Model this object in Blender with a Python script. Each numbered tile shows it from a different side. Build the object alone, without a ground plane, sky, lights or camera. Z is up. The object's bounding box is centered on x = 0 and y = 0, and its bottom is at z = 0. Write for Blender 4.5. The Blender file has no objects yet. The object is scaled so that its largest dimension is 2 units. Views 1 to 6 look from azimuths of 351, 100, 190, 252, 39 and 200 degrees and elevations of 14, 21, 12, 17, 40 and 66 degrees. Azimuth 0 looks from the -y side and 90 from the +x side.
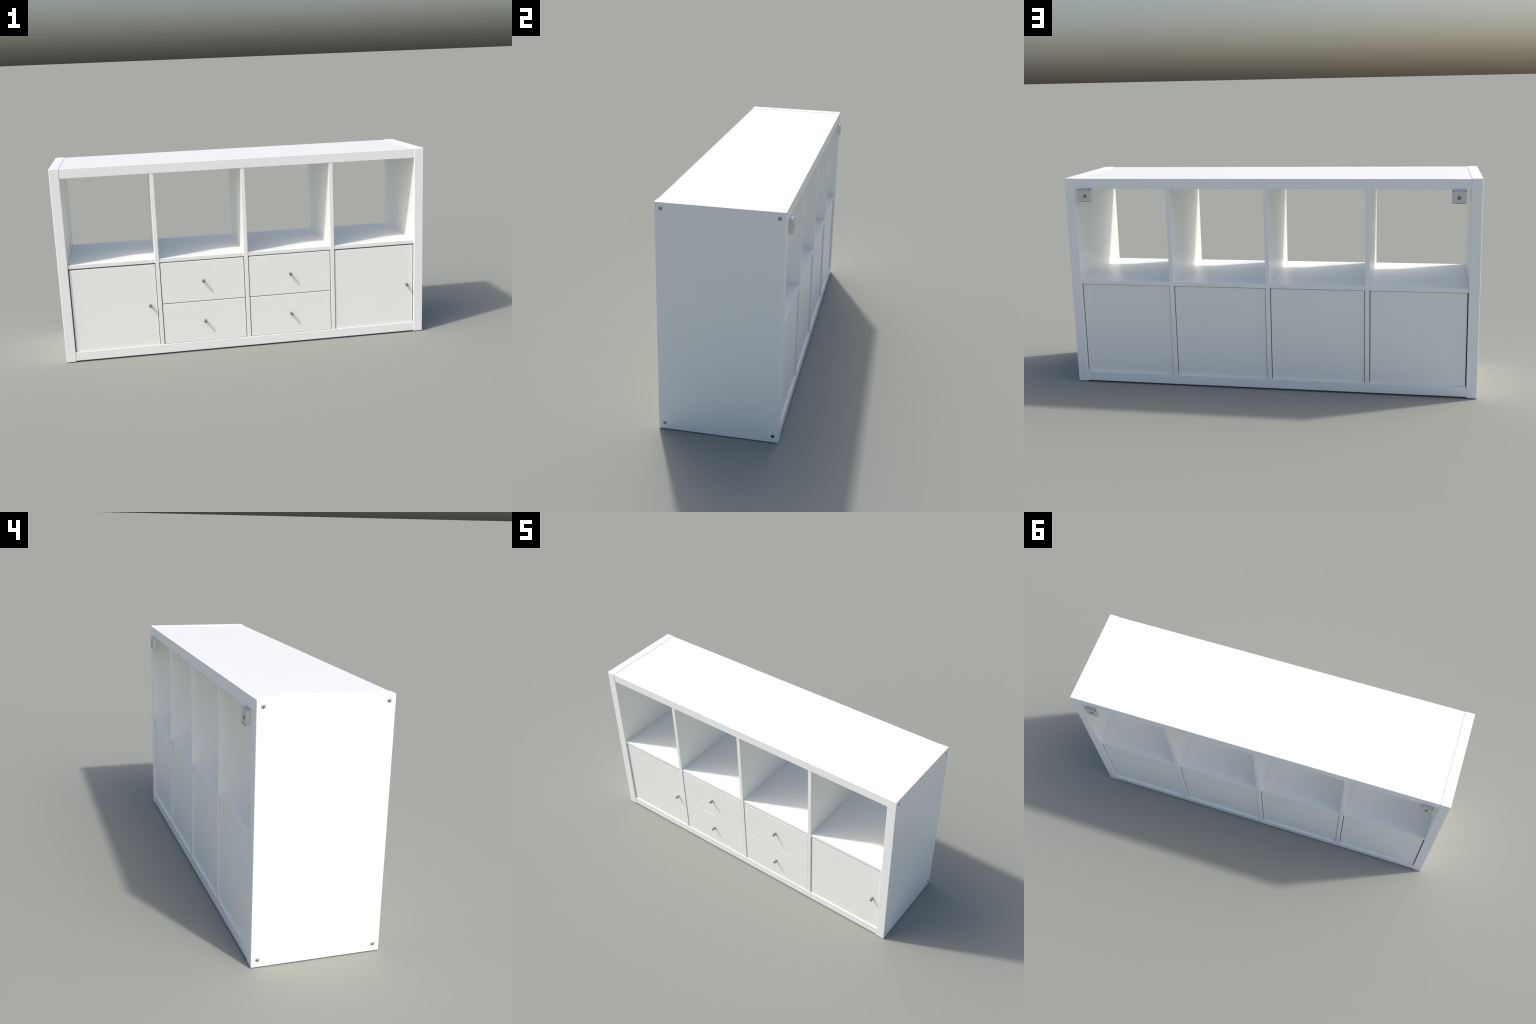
"""White cube-shelf unit: two thick side panels, thick top and bottom boards,
three thin uprights, four shelf boards, two door inserts and two pairs of
drawers in the lower row, metal knobs, wall brackets and assembly screws."""
import bpy, bmesh, math
from mathutils import Vector, Matrix

# ------------------------------------------------------------------ sizes (m)
PANEL_OUT, PANEL_IN = 0.9992, 0.9484            # side panel outer / inner face, |x|
PANEL_F, PANEL_B, PANEL_TOP = -0.2650, 0.2685, 1.0460
SLAB_F, SLAB_B = -0.2634, 0.2670             # top and bottom boards
TOP_Z = (0.9939, 1.0437)
BOTTOM_Z = (0.0050, 0.0535)
UPRIGHT_F, UPRIGHT_B, UPRIGHT_T = -0.2616, 0.2652, 0.0212
UPRIGHT_X = (-0.4802, -0.0006, 0.4800)
SHELF_F, SHELF_B = -0.2592, 0.2640
SHELF_Z = (0.5135, 0.5340)
DOOR_F, DRAWER_F, FRONT_T = -0.2573, -0.2590, 0.0220
BACK_FACE = 0.2580                           # outer face of the insert backs
KNOB_R = 0.0078

# ------------------------------------------------------------------ materials
def new_mat(name):
    m = bpy.data.materials.new(name)
    m.use_nodes = True
    nt = m.node_tree
    return m, nt, nt.nodes["Principled BSDF"]


def lacquer(name, base, tint, rough, bump_scale, bump_strength):
    """Painted board: an even colour with faint smudges and a fine orange peel."""
    m, nt, bsdf = new_mat(name)
    N, L = nt.nodes, nt.links
    tc = N.new("ShaderNodeTexCoord")
    smudge = N.new("ShaderNodeTexNoise")
    smudge.inputs["Scale"].default_value = 7.0
    smudge.inputs["Detail"].default_value = 6.0
    ramp = N.new("ShaderNodeValToRGB")
    ramp.color_ramp.elements[0].position = 0.30
    ramp.color_ramp.elements[0].color = (*tint, 1)
    ramp.color_ramp.elements[1].position = 0.62
    ramp.color_ramp.elements[1].color = (*base, 1)
    bsdf.inputs["Specular IOR Level"].default_value = 0.52
    L.new(tc.outputs["Object"], smudge.inputs["Vector"])
    L.new(smudge.outputs["Fac"], ramp.inputs["Fac"])
    L.new(ramp.outputs["Color"], bsdf.inputs["Base Color"])
    rr = N.new("ShaderNodeMapRange")
    rr.inputs["To Min"].default_value = rough - 0.04
    rr.inputs["To Max"].default_value = rough + 0.05
    L.new(smudge.outputs["Fac"], rr.inputs["Value"])
    L.new(rr.outputs["Result"], bsdf.inputs["Roughness"])
    peel = N.new("ShaderNodeTexNoise")
    peel.inputs["Scale"].default_value = bump_scale
    peel.inputs["Detail"].default_value = 2.0
    bump = N.new("ShaderNodeBump")
    bump.inputs["Strength"].default_value = bump_strength
    bump.inputs["Distance"].default_value = 0.001
    L.new(tc.outputs["Object"], peel.inputs["Vector"])
    L.new(peel.outputs["Fac"], bump.inputs["Height"])
    L.new(bump.outputs["Normal"], bsdf.inputs["Normal"])
    return m


def metal(name, dark, light, scale, metallic, rough, spread=(0.35, 0.65)):
    """Zinc or steel: speckled grey."""
    m, nt, bsdf = new_mat(name)
    N, L = nt.nodes, nt.links
    tc = N.new("ShaderNodeTexCoord")
    n = N.new("ShaderNodeTexNoise")
    n.inputs["Scale"].default_value = scale
    n.inputs["Detail"].default_value = 3.0
    ramp = N.new("ShaderNodeValToRGB")
    ramp.color_ramp.elements[0].position = spread[0]
    ramp.color_ramp.elements[0].color = (*dark, 1)
    ramp.color_ramp.elements[1].position = spread[1]
    ramp.color_ramp.elements[1].color = (*light, 1)
    L.new(tc.outputs["Object"], n.inputs["Vector"])
    L.new(n.outputs["Fac"], ramp.inputs["Fac"])
    L.new(ramp.outputs["Color"], bsdf.inputs["Base Color"])
    bsdf.inputs["Metallic"].default_value = metallic
    bsdf.inputs["Roughness"].default_value = rough
    return m


M_EDGE = lacquer("white_edge_band", (1.0, 0.998, 0.972), (0.994, 0.992, 0.966), 0.34, 260, 0.05)
M_FRONT = lacquer("warm_white_front_lacquer", (1.0, 1.0, 0.945), (0.994, 0.994, 0.938), 0.38, 420, 0.12)
M_FACE = lacquer("white_foil_face", (0.985, 0.990, 0.942), (0.979, 0.984, 0.936), 0.34, 300, 0.05)
M_TOP = lacquer("darkened_top_foil", (0.940, 0.944, 0.908), (0.934, 0.938, 0.902), 0.34, 300, 0.05)  # face foil darkened to match the sunlit top's brightness at shallow angles
M_CORE = lacquer("raw_fibreboard", (0.55, 0.50, 0.43), (0.48, 0.43, 0.37), 0.8, 600, 0.3)
M_KNOB = metal("brushed_grey_metal", (0.28, 0.28, 0.275), (0.34, 0.335, 0.33), 160, 0.75, 0.38)
M_BRACKET = metal("galvanised_steel", (0.62, 0.585, 0.53), (0.80, 0.76, 0.69), 330, 0.0, 0.5)
M_FLANGE = metal("pale_zinc_steel", (0.72, 0.73, 0.72), (0.80, 0.81, 0.80), 120, 0.2, 0.4)
M_BEND = metal("bright_bent_steel", (0.55, 0.56, 0.58), (0.70, 0.71, 0.73), 260, 0.9, 0.28)
M_SCREW = metal("dull_screw_steel", (0.46, 0.45, 0.41), (0.58, 0.565, 0.52), 300, 0.85, 0.5)
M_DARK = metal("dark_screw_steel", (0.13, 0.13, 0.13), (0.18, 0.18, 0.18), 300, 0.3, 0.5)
M_BACKING = metal("dim_backing_grey", (0.26, 0.27, 0.28), (0.33, 0.34, 0.35), 200, 0.1, 0.5)
M_SOCKET = metal("near_black_grey", (0.05, 0.05, 0.05), (0.07, 0.07, 0.07), 300, 0.3, 0.6)

# ------------------------------------------------------------------ helpers
SCENE = bpy.context.scene


def link(name, mesh, parent, loc=(0, 0, 0)):
    ob = bpy.data.objects.new(name, mesh)
    SCENE.collection.objects.link(ob)
    ob.location = loc
    ob.parent = parent
    return ob


def repeat(ob, loc, parent=None):
    c = ob.copy()
    c.location = loc
    if parent is not None:
        c.parent = parent
    SCENE.collection.objects.link(c)
    return c


def bm_box(bm, lo, hi, bevel=0.0, segs=3, mat=0):
    """Axis-aligned board between two corners, its edges rounded."""
    lo, hi = Vector(lo), Vector(hi)
    tmp = bmesh.new()
    r = bmesh.ops.create_cube(tmp, size=1.0)
    for v in r["verts"]:
        v.co = Vector(((lo[i] + hi[i]) / 2 + v.co[i] * (hi[i] - lo[i]) for i in range(3)))
    if bevel > 0:
        bmesh.ops.bevel(tmp, geom=tmp.edges[:], offset=bevel, segments=segs,
                        profile=0.5, affect='EDGES', clamp_overlap=True)
    for f in tmp.faces:
        f.material_index = mat
    me = bpy.data.meshes.new("tmp")
    tmp.to_mesh(me)
    tmp.free()
    bm.from_mesh(me)
    bpy.data.meshes.remove(me)


def finish(bm, name, mats):
    me = bpy.data.meshes.new(name)
    bm.to_mesh(me)
    bm.free()
    for m in (mats if isinstance(mats, (list, tuple)) else [mats]):
        me.materials.append(m)
    return me


def board(name, lo, hi, parent, bevel=0.0016, segs=3, mats=None):
    """A board whose origin is its own centre: foil on its two large faces,
    edge band round the rim (or one lacquer all over)."""
    lo, hi = Vector(lo), Vector(hi)
    c, size = (lo + hi) / 2, hi - lo
    thin = min(range(3), key=lambda i: size[i])
    bm = bmesh.new()
    bm_box(bm, lo - c, hi - c, bevel, segs)
    bm.normal_update()
    for f in bm.faces:
        f.material_index = 0 if abs(f.normal[thin]) > 0.999 else 1
    return link(name, finish(bm, name, mats or [M_FACE, M_EDGE]), parent, c)


def revolve(bm, profile, segs=40, mat=0):
    """Turn a (radius, height) profile about the local z axis."""
    rings = []
    for r, h in profile:
        if r <= 1e-6:
            rings.append([bm.verts.new((0, 0, h))])
        else:
            rings.append([bm.verts.new((r * math.cos(2 * math.pi * i / segs),
                                        r * math.sin(2 * math.pi * i / segs), h))
                          for i in range(segs)])
    for a, b in zip(rings, rings[1:]):
        for i in range(segs):
            j = (i + 1) % segs
            if len(a) == 1:
                f = bm.faces.new((a[0], b[i], b[j]))
            elif len(b) == 1:
                f = bm.faces.new((a[i], b[0], a[j]))
            else:
                f = bm.faces.new((a[i], b[i], b[j], a[j]))
            f.material_index = mat
            f.smooth = True


def sharpen(me, angle=35):
    me.set_sharp_from_angle(angle=math.radians(angle))


# ------------------------------------------------------------------ the unit
unit = bpy.data.objects.new("shelf_unit", None)
SCENE.collection.objects.link(unit)
unit["label"] = "white cube shelf unit with doors, drawers and small knobs"
unit["category"] = "shelf unit"

# --- side panels, with countersunk bores for the assembly screws
SCREW_Y, SCREW_Z = (-0.2385, 0.2430), (0.0300, 1.0192)
BORE_R, BORE_D = 0.0088, 0.0030


def side_panel(sign):
    x0, x1 = sorted((sign * PANEL_IN, sign * PANEL_OUT))
    panel = board("side_panel", (x0, PANEL_F, 0.0), (x1, PANEL_B, PANEL_TOP), unit, 0.0030, 4)
    bm = bmesh.new()
    for y in SCREW_Y:
        for z in SCREW_Z:
            tmp = bmesh.new()
            revolve(tmp, [(0, 0.004), (BORE_R + 0.0035, 0.004), (BORE_R - 0.0018, -BORE_D), (0, -BORE_D)], 36)
            me = bpy.data.meshes.new("t")
            tmp.to_mesh(me)
            tmp.free()
            me.transform(Matrix.Translation((sign * PANEL_OUT, y, z)) @
                         Matrix.Rotation(sign * math.pi / 2, 4, 'Y'))
            bm.from_mesh(me)
            bpy.data.meshes.remove(me)
    bmesh.ops.recalc_face_normals(bm, faces=bm.faces[:])
    cutter = link("bore_cutter", finish(bm, "bore_cutter", [M_FACE, M_EDGE]), None)
    mod = panel.modifiers.new("bores", 'BOOLEAN')
    mod.operation, mod.solver, mod.object = 'DIFFERENCE', 'EXACT', cutter
    dg = bpy.context.evaluated_depsgraph_get()
    me = bpy.data.meshes.new_from_object(panel.evaluated_get(dg))
    panel.modifiers.clear()
    panel.data = me
    me.name = "side_panel"
    for p in me.polygons:
        p.use_smooth = False
    bpy.data.objects.remove(cutter)
    return panel


side_panel(-1)
side_panel(1)

# --- screws: a flat head with a hexagonal socket sunk in each bore
def screw_mesh(head_mat, name):
    bm = bmesh.new()
    rim, hexr = 0.0072, 0.0030
    revolve(bm, [(rim, -0.0030), (rim, 0.0), (rim - 0.0008, 0.0008), (0.0042, 0.0012)], 36, 0)
    outer = [v for v in bm.verts if abs(v.co.z - 0.0012) < 1e-6]
    top = [bm.verts.new((hexr * math.cos(math.pi / 3 * k), hexr * math.sin(math.pi / 3 * k), 0.0012)) for k in range(6)]
    low = [bm.verts.new((v.co.x, v.co.y, -0.0010)) for v in top]
    for k in range(6):
        a, b = top[k], top[(k + 1) % 6]
        fan = [outer[(6 * k + i) % 36] for i in range(7)]
        for i in range(6):
            bm.faces.new((a if i < 3 else b, fan[i], fan[i + 1]))
        bm.faces.new((a, fan[3], b))
        f = bm.faces.new((a, b, low[(k + 1) % 6], low[k]))
        f.material_index = 1
    f = bm.faces.new(low)
    f.material_index = 1
    bmesh.ops.recalc_face_normals(bm, faces=bm.faces[:])
    me = finish(bm, name, [head_mat, M_SOCKET])
    sharpen(me)
    return me


plain, dark = screw_mesh(M_SCREW, "screw"), screw_mesh(M_DARK, "dull_screw")
for sign in (-1, 1):
    for iy, y in enumerate(SCREW_Y):
        for iz, z in enumerate(SCREW_Z):
            dull = sign > 0 and iy == 1 and iz == 0
            s = link("screw", dark if dull else plain, unit, (sign * (1.0 - 0.0012), y, z))
            s.rotation_mode = 'ZYX'
            s.rotation_euler = (0, sign * math.pi / 2, 0.35 * iy + 0.5 * iz)

# --- top and bottom boards, uprights, shelf boards
board("top_board", (-PANEL_IN, SLAB_F, TOP_Z[0]), (PANEL_IN, SLAB_B, TOP_Z[1]), unit, 0.0015, 3, [M_TOP, M_EDGE])
board("bottom_board", (-PANEL_IN, SLAB_F, BOTTOM_Z[0]), (PANEL_IN, SLAB_B, BOTTOM_Z[1]), unit, 0.0015)

up = board("upright", (UPRIGHT_X[0] - UPRIGHT_T / 2, UPRIGHT_F, BOTTOM_Z[1]),
           (UPRIGHT_X[0] + UPRIGHT_T / 2, UPRIGHT_B, TOP_Z[0]), unit, 0.0014)
for x in UPRIGHT_X[1:]:
    repeat(up, (x, up.location.y, up.location.z))

EDGES = [-PANEL_IN]
for x in UPRIGHT_X:
    EDGES += [x - UPRIGHT_T / 2, x + UPRIGHT_T / 2]
EDGES.append(PANEL_IN)
CELLS = [(EDGES[2 * i], EDGES[2 * i + 1]) for i in range(4)]
for a, b in CELLS:
    board("shelf_board", (a, SHELF_F, SHELF_Z[0]), (b, SHELF_B, SHELF_Z[1]), unit, 0.0014)

# --- knob: a short turned cylinder with a softened rim, axis along -y
bm = bmesh.new()
KNOB_LEN = 0.0225
revolve(bm, [(KNOB_R, -0.0010), (KNOB_R, 0.0030), (KNOB_R * 0.92, 0.0060), (KNOB_R * 0.90, 0.0100), (KNOB_R * 0.95, 0.0150),
             (KNOB_R, 0.0185), (KNOB_R, KNOB_LEN - 0.0015),
             (KNOB_R - 0.0005, KNOB_LEN - 0.0005), (KNOB_R - 0.0016, KNOB_LEN), (0, KNOB_LEN)], 40)
bmesh.ops.recalc_face_normals(bm, faces=bm.faces[:])
KNOB = finish(bm, "knob", M_KNOB)
sharpen(KNOB)


def add_knob(part, x, z, front):
    k = link("knob", KNOB, part, (x - part.location.x, front - part.location.y, z - part.location.z))
    k.rotation_euler = (math.pi / 2, 0, 0)
    return k


# --- lower row: insert boxes, doors in the outer cells, drawers in the inner
LOW_Z, HIGH_Z = BOTTOM_Z[1], SHELF_Z[0]


def insert_box(a, b, front, gaps):
    """Open-fronted carcass behind a door or a pair of drawers."""
    gl, gr, gt = gaps
    t = 0.014
    x0, x1, z0, z1 = a + gl, b - gr, LOW_Z + 0.0005, HIGH_Z - gt
    y0, y1 = front + FRONT_T + 0.002, BACK_FACE
    c = Vector(((x0 + x1) / 2, (y0 + y1) / 2, (z0 + z1) / 2))
    bm = bmesh.new()

    def add(lo, hi, mat):
        bm_box(bm, Vector(lo) - c, Vector(hi) - c, 0.0005, 1, mat)
    yb = y1 - 0.0105
    add((x0 + 0.0010, y0, z0), (x0 + t, yb, z1 - 0.001), 1)
    add((x1 - t, y0, z0), (x1 - 0.0010, yb, z1 - 0.001), 1)
    add((x0 + t, y0, z0), (x1 - t, yb, z0 + t), 1)
    add((x0 + t, y0, z1 - t), (x1 - t, yb, z1 - 0.001), 1)
    add((x0, y1 - 0.010, z0), (x1, y1, z1), 0)
    return link("insert_box", finish(bm, "insert_box", [M_FRONT, M_CORE]), unit, c)


BACK_GAPS = [(0.0050, 0.0040, 0.0030), (0.0030, 0.0040, 0.0030), (0.0030, 0.0040, 0.0030), (0.0030, 0.0046, 0.0028)]
for i, (a, b) in enumerate(CELLS):
    is_door = i in (0, 3)
    front = DOOR_F if is_door else DRAWER_F
    insert_box(a, b, front, BACK_GAPS[i])
    if is_door:
        gl, gr = ((0.0046, 0.0030), (0.0036, 0.0046))[i == 3]
        door = board("door", (a + gl, front, LOW_Z + 0.0010), (b - gr, front + FRONT_T, HIGH_Z - 0.0072),
                     unit, 0.0020, 3, [M_FRONT, M_FRONT])
        add_knob(door, (-0.5325, 0.9060)[i == 3], 0.2805, front)
    else:
        x0, x1 = a + 0.0034, b - 0.0036
        lo, hi, mid, gap = LOW_Z + 0.0022, HIGH_Z - 0.0052, 0.2812, 0.0038
        for z0, z1 in ((lo, mid - gap / 2), (mid + gap / 2, hi)):
            d = board("drawer", (x0, front, z0), (x1, front + FRONT_T, z1), unit, 0.0020, 3, [M_FRONT, M_FRONT])
            add_knob(d, (a + b) / 2 + 0.0005, 0.1688 if z0 < 0.2 else 0.3962, front)

# --- wall brackets under the back edge of the top board
def bracket_mesh():
    """Bent steel cap: bored face plate with corner reliefs, side flanges and
    a fixing plate that runs under the top board.  Local origin: face centre top."""
    w, h, t, depth = 0.0635, 0.0605, 0.0022, 0.0160
    bm = bmesh.new()
    hole_z, hole_r, n = -0.0345, 0.0090, 32
    # face plate with a round hole: square ring of quads, then extruded
    nx, nz = 0.0048, 0.0078                       # corner relief notches
    outline = [(-w / 2, -h), (w / 2, -h), (w / 2, -nz), (w / 2 - nx, -nz), (w / 2 - nx, -0.0056),
               (-w / 2 + nx, -0.0056), (-w / 2 + nx, -nz), (-w / 2, -nz)]
    loop = []
    for (x0, z0), (x1, z1) in zip(outline, outline[1:] + outline[:1]):
        k = max(1, int(math.hypot(x1 - x0, z1 - z0) / 0.008))
        loop += [(x0 + (x1 - x0) * i / k, z0 + (z1 - z0) * i / k) for i in range(k)]
    vo = [bm.verts.new((x, 0, z)) for x, z in loop]
    eo = [bm.edges.new((vo[i], vo[(i + 1) % len(vo)])) for i in range(len(vo))]
    vi = [bm.verts.new((hole_r * math.cos(2 * math.pi * i / n), 0, hole_z + hole_r * math.sin(2 * math.pi * i / n)))
          for i in range(n)]
    ei = [bm.edges.new((vi[i], vi[(i + 1) % n])) for i in range(n)]
    bmesh.ops.triangle_fill(bm, edges=eo + ei, use_beauty=True)
    ext = bmesh.ops.extrude_face_region(bm, geom=bm.faces[:])
    for v in ext["geom"]:
        if isinstance(v, bmesh.types.BMVert):
            v.co.y -= t
    bmesh.ops.recalc_face_normals(bm, faces=bm.faces[:])
    # flanges run forward from the face towards the board
    for sx in (-1, 1):
        x0, x1 = sorted((sx * (w / 2 + 0.0012), sx * (w / 2 - 0.0012)))
        bm_box(bm, (x0, -depth, -h + 0.0006), (x1, -0.0008, -0.0010), 0.0011, 3, 1)
    # rolled bend from the face up to the fixing plate under the board
    R, x1 = 0.0048, w / 2 - nx
    path = [(0.0, -0.0056)] + [(-R + R * math.cos(a), -R - 0.0004 + R * math.sin(a))
                                 for a in [math.pi / 2 * k / 8 for k in range(9)]] + [(-0.050, -0.0004)]
    inner = [(y - 0.0018, z) for y, z in path[:1]] + \
            [(-R + (R - 0.0018) * math.cos(a), -R - 0.0004 + (R - 0.0018) * math.sin(a))
             for a in [math.pi / 2 * k / 8 for k in range(9)]] + [(-0.050, -0.0022)]
    cols = [[bm.verts.new((x, y, z)) for y, z in path + inner[::-1]] for x in (-x1, x1)]
    n2 = len(cols[0])
    made = []
    for k in range(n2):
        q = (k + 1) % n2
        made.append(bm.faces.new((cols[0][k], cols[0][q], cols[1][q], cols[1][k])))
    m = len(path)
    for c in cols:
        for k in range(m - 1):
            made.append(bm.faces.new((c[k], c[k + 1], c[n2 - 2 - k], c[n2 - 1 - k])))
    for f in made:
        f.material_index = 3
    bmesh.ops.recalc_face_normals(bm, faces=made)
    # dark strip along the lower edge, and a dim grey plate behind the bore
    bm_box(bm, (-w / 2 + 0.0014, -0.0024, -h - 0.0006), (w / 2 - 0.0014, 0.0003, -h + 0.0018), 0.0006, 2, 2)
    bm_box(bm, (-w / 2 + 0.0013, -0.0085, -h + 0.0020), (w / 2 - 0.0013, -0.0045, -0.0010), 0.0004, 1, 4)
    for sx in (-1, 1):                            # near-black blocks set in the corner reliefs
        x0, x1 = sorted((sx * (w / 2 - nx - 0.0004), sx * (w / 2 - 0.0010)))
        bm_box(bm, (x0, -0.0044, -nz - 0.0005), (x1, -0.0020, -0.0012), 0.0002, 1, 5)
    return finish(bm, "wall_bracket", [M_BRACKET, M_FLANGE, M_DARK, M_BEND, M_BACKING, M_SOCKET])


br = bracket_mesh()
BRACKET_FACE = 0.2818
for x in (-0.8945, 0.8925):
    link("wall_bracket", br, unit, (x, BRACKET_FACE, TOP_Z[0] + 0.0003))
